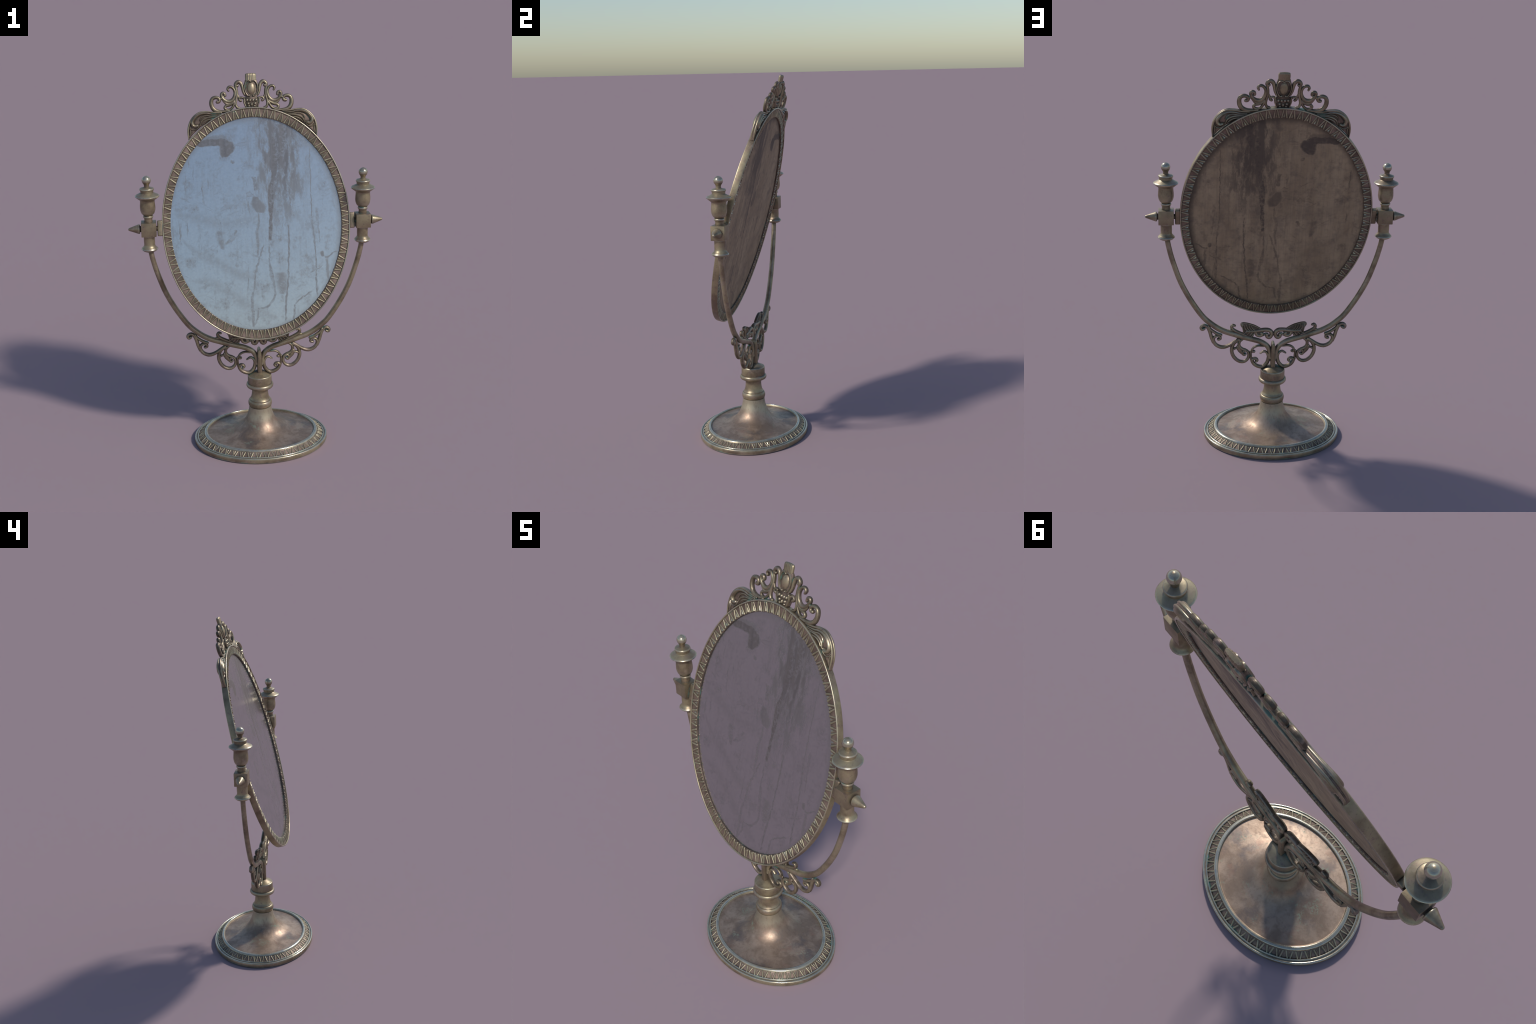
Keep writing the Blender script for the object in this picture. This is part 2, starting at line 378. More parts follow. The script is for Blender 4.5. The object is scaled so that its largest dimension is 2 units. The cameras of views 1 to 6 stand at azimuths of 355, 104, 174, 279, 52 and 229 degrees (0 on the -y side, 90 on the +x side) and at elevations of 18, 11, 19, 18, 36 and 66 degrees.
SCROLLWORK = metal("tarnished_brass_scrollwork", (0.21, 0.17, 0.112), (0.38, 0.325, 0.21), (0.64, 0.58, 0.44), patina=0.45, edge=(0.53, 0.62),
                   ao_dist=0.02, rough=0.40, wear=0.55, up_tint=0.2, metallic=0.72)
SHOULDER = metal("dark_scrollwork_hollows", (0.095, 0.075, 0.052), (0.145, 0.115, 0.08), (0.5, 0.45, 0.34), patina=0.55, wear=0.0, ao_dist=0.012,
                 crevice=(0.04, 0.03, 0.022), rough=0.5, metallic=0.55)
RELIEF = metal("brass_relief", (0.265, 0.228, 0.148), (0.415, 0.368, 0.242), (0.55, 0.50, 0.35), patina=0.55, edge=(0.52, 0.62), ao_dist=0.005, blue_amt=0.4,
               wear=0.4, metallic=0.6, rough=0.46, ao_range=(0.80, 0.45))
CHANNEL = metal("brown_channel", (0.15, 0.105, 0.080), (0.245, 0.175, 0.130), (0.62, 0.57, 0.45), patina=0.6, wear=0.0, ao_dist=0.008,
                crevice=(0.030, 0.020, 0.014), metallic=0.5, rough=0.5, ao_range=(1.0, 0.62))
DISH = dish_metal("cloudy_bronze")
GLASS = glass_material()
BOARD = board_material()


# ------------------------------------------------------------------ mesh helpers
def make_object(name, bm, mat, parent, angle=40.0, mats=None):
    bmesh.ops.recalc_face_normals(bm, faces=bm.faces)
    me = bpy.data.meshes.new(name)
    bm.to_mesh(me)
    bm.free()
    for m in (mats or [mat]):
        me.materials.append(m)
    for p in me.polygons:
        p.use_smooth = True
    me.set_sharp_from_angle(angle=math.radians(angle))
    ob = bpy.data.objects.new(name, me)
    SCN.objects.link(ob)
    ob.parent = parent
    return ob


def clone(ob, parent=None, **kw):
    c = ob.copy()
    SCN.objects.link(c)
    c.parent = parent or ob.parent
    for k, v in kw.items():
        setattr(c, k, v)
    return c


def smooth_path(pts, step):
    """Catmull-Rom through the points (any number of components), resampled at about `step`"""
    pts = [Vector(p) for p in pts]
    q = [pts[0] * 2 - pts[1]] + pts + [pts[-1] * 2 - pts[-2]]
    out = []
    for i in range(1, len(q) - 2):
        a, b, c, d = q[i - 1:i + 3]
        n = max(2, int(math.ceil((c - b).length / step)))
        for k in range(n):
            t = k / n
            out.append(0.5 * ((2 * b) + (c - a) * t + (2 * a - 5 * b + 4 * c - d) * t * t + (3 * b - a - 3 * c + d) * t ** 3))
    out.append(pts[-1])
    return out


# half of a cast scroll's section: flat shoulder with a rounded ridge on it (u across, v deep)
def scroll_section():
    half = [(1.0, 0.0), (1.0, 0.20), (0.90, 0.46), (0.70, 0.56), (0.58, 0.82), (0.34, 0.98), (0.0, 1.03)]
    right = half + [(-u, v) for u, v in half[-2::-1]]
    return right + [(u, -v) for u, v in right[-2:0:-1]]


def round_section(n=20):
    return [(math.cos(2 * math.pi * i / n), math.sin(2 * math.pi * i / n)) for i in range(n)]


def half_round_section(n=7):
    return [(math.cos(math.pi * i / n), math.sin(math.pi * i / n)) for i in range(n + 1)] + [(-1.0, -0.6), (1.0, -0.6)]


def sweep(bm, pts, width, depth, section, step=0.004, y=0.0, dark=None):
    """sweep a section along a curve in the x-z plane.  width may be a number or a list along the curve."""
    path = smooth_path([(p[0], p[1], 0) for p in pts], step)
    n = len(path)
    lengths = [0.0]
    for a, b in zip(path, path[1:]):
        lengths.append(lengths[-1] + (b - a).length)
    total = lengths[-1]

    def at(table, s):
        if not hasattr(table, "__len__"):
            return table
        f = s * (len(table) - 1)
        i = min(int(f), len(table) - 2)
        return table[i] + (table[i + 1] - table[i]) * (f - i)

    stations = []
    for i, p in enumerate(path):
        t = (path[min(i + 1, n - 1)] - path[max(i - 1, 0)]).normalized()
        s = lengths[i] / total
        stations.append((p, t, at(width, s) * 0.5, at(depth, s) * 0.5))
    # rounded ends
    for end, sgn in ((0, -1), (-1, 1)):
        p, t, w, d = stations[end]
        extra = [(p + t * (sgn * w * math.sin(a)), t, w * math.cos(a), d * (0.25 + 0.75 * math.cos(a)))
                 for a in (0.5, 0.95, 1.3, 1.5)]
        stations = (extra[::-1] + stations) if end == 0 else (stations + extra)
    rings = []
    for p, t, w, d in stations:
        nx, nz = -t.y, t.x
        rings.append([bm.verts.new((p.x + nx * u * w, y + v * d, p.y + nz * u * w)) for u, v in section])
    m = len(section)
    for a, b in zip(rings, rings[1:]):
        for j in range(m):
            f = bm.faces.new((a[j], a[(j + 1) % m], b[(j + 1) % m], b[j]))
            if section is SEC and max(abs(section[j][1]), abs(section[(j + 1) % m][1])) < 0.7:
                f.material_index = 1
    bm.faces.new(rings[0])
    bm.faces.new(rings[-1][::-1])


def plate(bm, outline, thick, bevel=0.003, y=0.0, mat=0):
    """flat casting with chamfered edges from an outline in the x-z plane"""
    n = len(outline)
    area = sum(outline[i][0] * outline[(i + 1) % n][1] - outline[(i + 1) % n][0] * outline[i][1] for i in range(n))
    if area < 0:
        outline = outline[::-1]
    P = [Vector((p[0], p[1])) for p in outline]
    nor = []
    for i in range(n):
        t = (P[(i + 1) % n] - P[i - 1]).normalized()
        nor.append(Vector((-t.y, t.x)))
    rings = []
    for inset, yy in ((bevel, -thick / 2), (bevel * 0.3, -thick / 2 + bevel * 0.4), (0, -thick / 2 + bevel), (0, thick / 2 - bevel),
                      (bevel * 0.3, thick / 2 - bevel * 0.4), (bevel, thick / 2)):
        rings.append([bm.verts.new((p.x + q.x * inset, y + yy, p.y + q.y * inset)) for p, q in zip(P, nor)])
    faces = [bm.faces.new(rings[0]), bm.faces.new(rings[-1][::-1])]
    for a, b in zip(rings, rings[1:]):
        for j in range(n):
            faces.append(bm.faces.new((a[j], a[(j + 1) % n], b[(j + 1) % n], b[j])))
    for f in faces:
        f.material_index = mat


def blob(bm, centre, radii, u=20, v=12):
    x, y, z = centre
    a, b, c = radii
    vs = bmesh.ops.create_uvsphere(bm, u_segments=u, v_segments=v, radius=1.0)["verts"]
    for w in vs:
        w.co = Vector((x + w.co.x * a, y + w.co.y * b, z + w.co.z * c))


def lathe(bm, profile, seg=64, oval=lambda r: 1.0, mat_of=None, axis="Z", offset=(0, 0, 0)):
    rings = []
    for r, z in profile:
        k = oval(r)
        ring = []
        for i in range(seg):
            a = 2 * math.pi * i / seg
            c = (r * math.cos(a), r * math.sin(a) * k, z)
            if axis == "X":
                c = (c[2], c[0], c[1])
            ring.append(bm.verts.new((c[0] + offset[0], c[1] + offset[1], c[2] + offset[2])))
        rings.append(ring)
    for i, (a, b) in enumerate(zip(rings, rings[1:])):
        for j in range(seg):
            f = bm.faces.new((a[j], a[(j + 1) % seg], b[(j + 1) % seg], b[j]))
            if mat_of:
                f.material_index = mat_of(i)
    bm.faces.new(rings[0])
    bm.faces.new(rings[-1])


def bead(r_in, bulge, z_top, z_bot, n=8):
    """round moulding between two heights"""
    return [(r_in + bulge * math.sin(math.pi * i / n), z_top + (z_bot - z_top) * (1 - math.cos(math.pi * i / n)) / 2) for i in range(n + 1)]


def rounded_box(bm, centre, size, bevel, seg=3):
    vs = bmesh.ops.create_cube(bm, size=1.0)["verts"]
    for w in vs:
        w.co = Vector((centre[i] + w.co[i] * size[i] for i in range(3)))
    edges = list({e for w in vs for e in w.link_edges})
    bmesh.ops.bevel(bm, geom=edges, offset=bevel, segments=seg, affect="EDGES", profile=0.6)


SEC = scroll_section()
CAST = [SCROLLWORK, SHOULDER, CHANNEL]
WIDEN = 1.22

# ------------------------------------------------------------------ the whole thing
thing = bpy.data.objects.new("table_mirror", None)
SCN.objects.link(thing)
thing["label"] = "antique bronze oval swivel mirror on scrolled pedestal stand"
thing["category"] = "table mirror"

# ------------------------------------------------------------------ oval foot
OVAL = 0.299 / 0.3685


def foot_oval(r):
    t = min(1.0, max(0.0, (r - 0.075) / 0.13))
    t = t * t * (3 - 2 * t)
    return 1.0 + (OVAL - 1.0) * t


flare = smooth_path([(0.0605, 0.200, 0), (0.0635, 0.176, 0), (0.0705, 0.150, 0), (0.082, 0.122, 0), (0.100, 0.098, 0), (0.128, 0.078, 0),
                     (0.170, 0.0635, 0), (0.225, 0.054, 0), (0.27, 0.0485, 0), (0.2955, 0.0465, 0)], 0.006)
foot_profile = [(0.02, 0.2), ] + [(p.x, p.y) for p in flare]
n_dish = len(foot_profile)
foot_profile += [(0.2968, 0.0475), (0.2975, 0.0540), (0.2995, 0.0562), (0.3030, 0.0566), (0.3085, 0.0556), (0.3130, 0.0530), (0.3150, 0.0500),
                 (0.3158, 0.0462), (0.3200, 0.0435), (0.3300, 0.0365), (0.3400, 0.0300), (0.3450, 0.0268), (0.3458, 0.0285), (0.3475, 0.0302),
                 (0.3505, 0.0300), (0.3525, 0.0280), (0.3530, 0.0250), (0.3545, 0.0243), (0.3570, 0.0243), (0.3580, 0.0255), (0.3600, 0.0272), (0.3640, 0.0272), (0.3670, 0.0258),
                 (0.3685, 0.0230), (0.3685, 0.0120), (0.3680, 0.0030), (0.3660, 0.0), (0.30, 0.0)]
bm = bmesh.new()


def foot_mat(i):
    if i < n_dish - 1:
        return 0
    r = 0.5 * (foot_profile[i][0] + foot_profile[i + 1][0])
    if r < 0.3155 and i < len(foot_profile) - 3:
        return 3
    if 0.3455 < r and foot_profile[i + 1][1] > 0.024:
        return 3
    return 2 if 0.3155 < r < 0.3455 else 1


lathe(bm, foot_profile, 192, foot_oval, foot_mat)
foot = make_object("foot", bm, None, thing, 50, [DISH, BRASS, CHANNEL, RIM])


def dart_mesh(length, t_in, t_out, bar, rise):
    """one ornament of the border: two bars meeting at the outer side and a wedge between them; z runs outward, -y is proud"""
    bm = bmesh.new()
    sec = [(u, -v) for u, v in half_round_section()]
    for s in (-1, 1):
        pts = [(s * t_in, -length / 2), (s * (t_in * 0.72 + t_out * 0.28), -length * 0.20), (s * (t_in * 0.36 + t_out * 0.64), length * 0.15), (s * t_out, length / 2)]
        sweep(bm, pts, [bar * 1.0, bar, bar * 0.9, bar * 0.8], rise * 2, sec, 0.006)
    w = t_in - bar * 0.70
    tri = [(-w, -length / 2 + 0.001), (w, -length / 2 + 0.001), (w * 0.12, length * 0.16), (-w * 0.12, length * 0.16)]
    lo = [bm.verts.new((x, rise * 0.4, z)) for x, z in tri]
    crest_in = bm.verts.new((0, -rise * 0.85, -length / 2 + 0.002))
    crest_out = bm.verts.new((0, -rise * 0.25, length * 0.14))
    bm.faces.new((lo[0], lo[1], crest_in))
    bm.faces.new((lo[1], lo[2], crest_out, crest_in))
    bm.faces.new((lo[2], lo[3], crest_out))
    bm.faces.new((lo[3], lo[0], crest_in, crest_out))
    bm.faces.new(lo)
    return bm


N_FOOT = 47
first = None
for i in range(N_FOOT):
    a = 2 * math.pi * (i + 0.4) / N_FOOT
    rx, ry = 0.3308, 0.3308 * OVAL
    pos = Vector((rx * math.cos(a), ry * math.sin(a), 0.0352))
    tang = Vector((-rx * math.sin(a), ry * math.cos(a), 0))
    out = Vector((tang.y, -tang.x, 0)).normalized()
    width = tang.length / 0.31
    if first is None:
        first = make_object("dart", dart_mesh(0.0300, 0.0132, 0.0058, 0.0078, 0.0036), RELIEF, foot, 45)
        d = first
    else:
        d = clone(first)
    slope = math.atan2(0.0195, 0.029)
    zax = (out * math.cos(slope) - Vector((0, 0, 1)) * math.sin(slope)).normalized()
    yax = -(out * math.sin(slope) + Vector((0, 0, 1)) * math.cos(slope)).normalized()
    xax = yax.cross(zax)
    M = Matrix((xax, yax, zax)).transposed().to_4x4()
    M.translation = pos
    d.matrix_local = M @ Matrix.Diagonal((width, 1, 0.86 + 0.14 * abs(math.cos(a)), 1))

# ------------------------------------------------------------------ turned stem
bm = bmesh.new()
neck = smooth_path([(0.0465, 0.308, 0), (0.0440, 0.290, 0), (0.0455, 0.270, 0), (0.0495, 0.252, 0), (0.0545, 0.2435, 0)], 0.004)
profile = [(0.012, 0.4065), (0.024, 0.4045), (0.036, 0.3990), (0.048, 0.3925), (0.0565, 0.3880), (0.0600, 0.3868), (0.0628, 0.3858), (0.0648, 0.3835), (0.0655, 0.3795), (0.0655, 0.346), (0.0645, 0.3405)]
profile += bead(0.0645, 0.0100, 0.3385, 0.3135, 9)
profile += [(0.058, 0.3125), (0.0485, 0.3122)] + [(p.x, p.y) for p in neck]
profile += [(0.0560, 0.2415), (0.0555, 0.2395)]
profile += bead(0.0560, 0.0095, 0.2380, 0.2000, 10)
profile += [(0.05, 0.1985), (0.03, 0.1985)]
lathe(bm, profile, 72)
stem = make_object("stem", bm, BRASS, thing, 40)

# flat upright strap that clasps the two arms
bm = bmesh.new()
strap_out = [(-0.0115, 0.3965), (0.0115, 0.3965), (0.0125, 0.44), (0.0115, 0.50), (0.0100, 0.525), (0.0062, 0.5365), (0, 0.540), (-0.0062, 0.5365), (-0.0100, 0.525), (-0.0115, 0.50),
             (-0.0125, 0.44)]
plate(bm, strap_out, 0.054, 0.0045)
strap = make_object("strap", bm, BRASS_FLAT, thing, 40)

# ------------------------------------------------------------------ cradle: U-shaped arms with scrollwork
arm_path = [(0.012, 0.452), (0.018, 0.492), (0.036, 0.523), (0.071, 0.545), (0.12, 0.561), (0.161, 0.573), (0.205, 0.588), (0.258, 0.606), (0.303, 0.630), (0.343, 0.661),
            (0.373, 0.690), (0.408, 0.738), (0.453, 0.812), (0.494, 0.897), (0.529, 1.000), (0.546, 1.065), (0.555, 1.110), (0.557, 1.130)]
bm = bmesh.new()
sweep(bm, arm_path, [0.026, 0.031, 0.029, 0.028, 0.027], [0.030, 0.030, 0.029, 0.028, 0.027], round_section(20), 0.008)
arm = make_object("cradle_arm", bm, BRASS, thing, 60)


def two_sided(ob):
    return clone(ob, scale=(-1, 1, 1))


arm2 = two_sided(arm)

LOW = [
    # curl under the arm, next to the strap
    ([(0.050, 0.519), (0.080, 0.521), (0.101, 0.513), (0.112, 0.498), (0.110, 0.487), (0.102, 0.488)], [0.010, 0.010, 0.010, 0.010, 0.013], 0.018),
    ([(0.020, 0.440), (0.029, 0.472), (0.040, 0.485), (0.052, 0.487), (0.068, 0.477)], [0.016, 0.013, 0.011, 0.011, 0.007], 0.018),
    ([(0.021, 0.470), (0.026, 0.434), (0.037, 0.413), (0.054, 0.399), (0.075, 0.400), (0.097, 0.412), (0.110, 0.430), (0.110, 0.441), (0.101, 0.447), (0.089, 0.445), (0.084, 0.436), (0.089, 0.431)],
     [0.016, 0.017, 0.017, 0.017, 0.016, 0.014, 0.012], 0.022),
    ([(0.117, 0.440), (0.120, 0.490)], 0.010, 0.014),
    # big spiral
    ([(0.149, 0.474), (0.155, 0.470), (0.161, 0.476), (0.160, 0.488), (0.149, 0.495), (0.137, 0.490), (0.130, 0.472), (0.132, 0.453), (0.143, 0.438), (0.159, 0.430), (0.178, 0.432),
      (0.196, 0.443), (0.211, 0.461), (0.220, 0.484), (0.221, 0.506), (0.214, 0.529), (0.201, 0.545), (0.182, 0.556)], [0.013, 0.012, 0.013, 0.015, 0.016, 0.016, 0.015, 0.013], 0.022),
    ([(0.160, 0.565), (0.178, 0.549), (0.183, 0.532), (0.179, 0.516), (0.165, 0.504), (0.149, 0.498)], [0.012, 0.013, 0.014, 0.013], 0.020),
    ([(0.184, 0.508), (0.200, 0.509), (0.216, 0.502)], [0.014, 0.010, 0.012], 0.017),
    ([(0.185, 0.514), (0.177, 0.497), (0.165, 0.478)], [0.022, 0.021, 0.013], 0.017),
    # long outer scroll
    ([(0.186, 0.560), (0.209, 0.544), (0.231, 0.529), (0.256, 0.518), (0.279, 0.517), (0.303, 0.529), (0.317, 0.549), (0.318, 0.567), (0.309, 0.579), (0.295, 0.582), (0.284, 0.575), (0.283, 0.565), (0.293, 0.562)],
     [0.014, 0.015, 0.016, 0.017, 0.016, 0.014, 0.012, 0.013], 0.022),
    ([(0.319, 0.545), (0.330, 0.576), (0.337, 0.602), (0.347, 0.627), (0.361, 0.641), (0.376, 0.640), (0.384, 0.629), (0.378, 0.619), (0.368, 0.624)],
     [0.014, 0.016, 0.015, 0.015, 0.014, 0.013], 0.022),
    ([(0.280, 0.586), (0.305, 0.597), (0.335, 0.619), (0.344, 0.635)], [0.014, 0.013, 0.013], 0.018),
    # hook above the arm
    ([(0.150, 0.584), (0.191, 0.602), (0.214, 0.616), (0.223, 0.629), (0.217, 0.641), (0.206, 0.638)], [0.012, 0.013, 0.014, 0.014, 0.014, 0.010], 0.020),
    ([(0.211, 0.610), (0.228, 0.612)], 0.012, 0.014),
    # scrolled tendril that carries the leaf
    ([(0.142, 0.606), (0.098, 0.606), (0.077, 0.609), (0.045, 0.612), (0.024, 0.609), (0.011, 0.597), (0.012, 0.580), (0.022, 0.569), (0.033, 0.574), (0.035, 0.585)],
     [0.013, 0.016, 0.018, 0.019, 0.018, 0.017], 0.024),
    ([(0.096, 0.602), (0.088, 0.584), (0.072, 0.579), (0.061, 0.585), (0.064, 0.592)], [0.013, 0.015, 0.016, 0.017], 0.020),
    ([(0.044, 0.590), (0.052, 0.583), (0.062, 0.580)], 0.010, 0.014),
]
for pts, w, d in LOW:
    bm = bmesh.new()
    w = [v * WIDEN for v in w] if hasattr(w, "__len__") else w * WIDEN
    sweep(bm, pts, w, d, SEC, 0.0035)
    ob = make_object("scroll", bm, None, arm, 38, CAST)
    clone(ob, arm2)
# small tie between the two halves
bm = bmesh.new()
sweep(bm, [(-0.012, 0.590), (0.012, 0.590)], 0.010, 0.014, SEC, 0.004)
make_object("scroll", bm, None, arm, 38, CAST)

# acanthus leaf: thin cast plate with a rolled rim and veins on both faces
leaf_out = smooth_path([(p[0], p[1], 0) for p in
                        [(0.118, 0.566), (0.140, 0.578), (0.163, 0.590), (0.163, 0.607), (0.167, 0.623), (0.177, 0.641), (0.172, 0.654), (0.150, 0.654), (0.117, 0.644), (0.093, 0.634),
                         (0.069, 0.622), (0.078, 0.606), (0.098, 0.592), (0.108, 0.575)]], 0.006)
bm = bmesh.new()
plate(bm, [(p.x, p.y) for p in leaf_out], 0.009, 0.0025, mat=1)
sweep(bm, [(0.072, 0.621), (0.095, 0.634), (0.117, 0.643), (0.150, 0.652), (0.170, 0.651), (0.174, 0.642), (0.168, 0.635), (0.162, 0.640)], [0.005, 0.007, 0.007, 0.007, 0.007, 0.006], 0.017, SEC, 0.004)
blob(bm, (0.1665, 0.0, 0.6435), (0.0085, 0.0095, 0.0085), 16, 10)
sweep(bm, [(0.166, 0.634), (0.163, 0.618), (0.160, 0.606), (0.161, 0.592)], 0.006, 0.016, SEC, 0.004)
for a, b, c in [((0.096, 0.609), (0.112, 0.622), (0.118, 0.637)), ((0.108, 0.608), (0.125, 0.622), (0.131, 0.641)), ((0.120, 0.607), (0.138, 0.622), (0.144, 0.645)),
                ((0.132, 0.606), (0.150, 0.620), (0.155, 0.641)), ((0.097, 0.602), (0.107, 0.588), (0.117, 0.575)), ((0.110, 0.603), (0.120, 0.590), (0.128, 0.580)),
                ((0.122, 0.604), (0.135, 0.595), (0.143, 0.585)), ((0.135, 0.605), (0.148, 0.600), (0.158, 0.594))]:
    sweep(bm, [a, b, c], [0.007, 0.009, 0.005], 0.0165, SEC, 0.005)
plate(bm, [(0.046, 0.606), (0.062, 0.604), (0.075, 0.605), (0.100, 0.600), (0.094, 0.584), (0.080, 0.576), (0.066, 0.576), (0.055, 0.582), (0.056, 0.594)], 0.010, 0.002, mat=1)
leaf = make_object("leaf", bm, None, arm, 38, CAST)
clone(leaf, arm2)

# ------------------------------------------------------------------ turned uprights at the ends of the arms
PX = 0.5605
bm = bmesh.new()
lathe(bm, [(0.004, 1.5195)] + [(0.0236 * math.sin(a), 1.496 + 0.0236 * math.cos(a)) for a in [0.25 + 0.2 * k for k in range(11)]] +
      [(0.0140, 1.4745), (0.0128, 1.468), (0.0135, 1.462), (0.0170, 1.4600), (0.0300, 1.4572)] + bead(0.0335, 0.0042, 1.4560, 1.4440, 6) +
      [(0.0335, 1.4400), (0.0330, 1.4330), (0.0350, 1.4310), (0.0400, 1.4285), (0.0480, 1.4245), (0.0560, 1.4205), (0.0610, 1.4180), (0.0632, 1.4150), (0.0620, 1.4115), (0.0540, 1.4050), (0.0440, 1.3975),
       (0.0385, 1.3935), (0.0375, 1.3900), (0.0378, 1.3800), (0.0392, 1.3650), (0.0398, 1.3500), (0.0385, 1.3390), (0.0350, 1.3270), (0.0300, 1.3190), (0.0245, 1.3155), (0.0225, 1.3130)] +
      bead(0.0222, 0.0044, 1.3118, 1.2985, 6) + [(0.0215, 1.2970), (0.0210, 1.2880), (0.0222, 1.2760), (0.0222, 1.2700)], 40,
      mat_of=lambda i: 1 if i < 9 else 0)
finial = make_object("finial", bm, None, thing, 42, [BRASS, RIM])
finial.location = (PX, 0, 0)
bm = bmesh.new()
lathe(bm, [(0.027, 1.2055), (0.0300, 1.2045), (0.0300, 1.1990), (0.0288, 1.1955), (0.0290, 1.1700), (0.0284, 1.1560), (0.0300, 1.1485), (0.0360, 1.1415), (0.0425, 1.1350), (0.0437, 1.1320), (0.0415, 1.1285),
           (0.0350, 1.1225), (0.0280, 1.1185), (0.0215, 1.1170), (0.010, 1.1170)], 40)
collar = make_object("collar", bm, BRASS, finial, 42)
bm = bmesh.new()
rounded_box(bm, (0, 0, PIVOT_Z), (0.0775, 0.0720, 0.0735), 0.0028, 2)
block = make_object("pivot_block", bm, BRASS_FLAT, finial, 40)
bm = bmesh.new()
lathe(bm, [(0.003, 0.1060), (0.0052, 0.1048), (0.0072, 0.1020), (0.0085, 0.0980), (0.0250, 0.0535), (0.0256, 0.0505), (0.0246, 0.0470), (0.0225, 0.0455), (0.0165, 0.0452), (0.0160, 0.0380)], 32, axis="X", offset=(0, 0, PIVOT_Z))
knob = make_object("knob", bm, BRASS, finial, 40)
bm = bmesh.new()
lathe(bm, [(0.013, -0.034), (0.013, -0.058)], 24, axis="X", offset=(0, 0, PIVOT_Z))
axle = make_object("axle", bm, SHOULDER, finial, 40)
finial2 = clone(finial, location=(-PX, 0, 0), scale=(-1, 1, 1))
for part in (collar, block, knob, axle):
    clone(part, finial2)

# ------------------------------------------------------------------ oval frame (leaning): local x across, z up the plane, -y toward the viewer
AO, BO = 0.4920, 0.6080      # outer semi-axes
AI, BI = 0.4475, 0.5550      # sight-edge semi-axes
half = [(0.0, 0.0), (0.0, 0.0085), (0.012, 0.0100), (0.04, 0.0100), (0.80, 0.0130), (0.835, 0.0130), (0.850, 0.0155), (0.875, 0.0172), (0.920, 0.0178), (0.965, 0.0170), (0.99, 0.0152), (1.0, 0.0128), (1.0, 0.0)]
loop = [(s, -n) for s, n in half] + [(s, n) for s, n in half[-2:0:-1]]
SEGS = 288
bm = bmesh.new()
rings = []
for i in range(SEGS):
    a = 2 * math.pi * i / SEGS
    c, s_ = math.cos(a), math.sin(a)
    rings.append([bm.verts.new(((AI + (AO - AI) * s) * c, y, (BI + (BO - BI) * s) * s_)) for s, y in loop])
m = len(loop)
for i in range(SEGS):
    A, B = rings[i], rings[(i + 1) % SEGS]
    for j in range(m):
        f = bm.faces.new((A[j], A[(j + 1) % m], B[(j + 1) % m], B[j]))
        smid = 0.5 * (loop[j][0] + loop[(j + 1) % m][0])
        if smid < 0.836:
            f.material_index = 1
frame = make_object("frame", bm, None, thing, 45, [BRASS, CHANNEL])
frame.location = (0, 0, PIVOT_Z)
frame.rotation_euler = (-TILT, 0, 0)

N_FRAME = 74
first = None
SM = 0.425
ra, rb = AI + (AO - AI) * SM, BI + (BO - BI) * SM
for side in (-1, 1):                       # front and back faces
    for i in range(N_FRAME):
        a = 2 * math.pi * (i + 0.25) / N_FRAME + math.pi / 2
        tang = Vector((-ra * math.sin(a), 0, rb * math.cos(a)))
        # direction across the border follows the ellipse parameter
        out = Vector(((AO - AI) * math.cos(a), 0, (BO - BI) * math.sin(a))).normalized()
        nrm = Vector((tang.z, 0, -tang.x)).normalized()
        out = (out * 0.3 + nrm * 0.7).normalized()
        wide = math.hypot(AO - AI, 0) + 0
        span = math.hypot((AO - AI) * math.cos(a), (BO - BI) * math.sin(a))
        if first is None:
            first = make_object("dart", dart_mesh(0.0395, 0.0128, 0.0056, 0.0080, 0.0037), RELIEF, frame, 45)
            d = first
        else:
            d = clone(first)
        zax = out
        yax = Vector((0, -side, 0))
        xax = yax.cross(zax)
        M = Matrix((xax, yax, zax)).transposed().to_4x4()
        M.translation = Vector((ra * math.cos(a), side * 0.0112, rb * math.sin(a)))
        d.matrix_local = M @ Matrix.Diagonal((tang.length / 0.485, 1, span / 0.0495 * 0.90, 1))

# silvered glass and the board behind it


def oval_plate(name, a, b, y0, y1, mat):
    bm = bmesh.new()
    n = 160
    rim = [[bm.verts.new((a * math.cos(2 * math.pi * i / n), y, b * math.sin(2 * math.pi * i / n))) for i in range(n)] for y in (y0, y1)]
    for j in range(n):
        bm.faces.new((rim[0][j], rim[0][(j + 1) % n], rim[1][(j + 1) % n], rim[1][j]))
    bm.faces.new(rim[0])
    bm.faces.new(rim[1])
    return make_object(name, bm, mat, frame, 40)


oval_plate("looking_glass", AI + 0.004, BI + 0.004, -0.0030, 0.0005, GLASS)
oval_plate("backing_board", AI + 0.003, BI + 0.003, 0.0010, 0.0035, BOARD)

# pivot plates on the sides of the frame
bm = bmesh.new()
rounded_box(bm, (0.5025, 0, 0), (0.0275, 0.030, 0.082), 0.0065, 3)
pp = make_object("pivot_plate", bm, BRASS_FLAT, frame, 40)
clone(pp, scale=(-1, 1, 1))

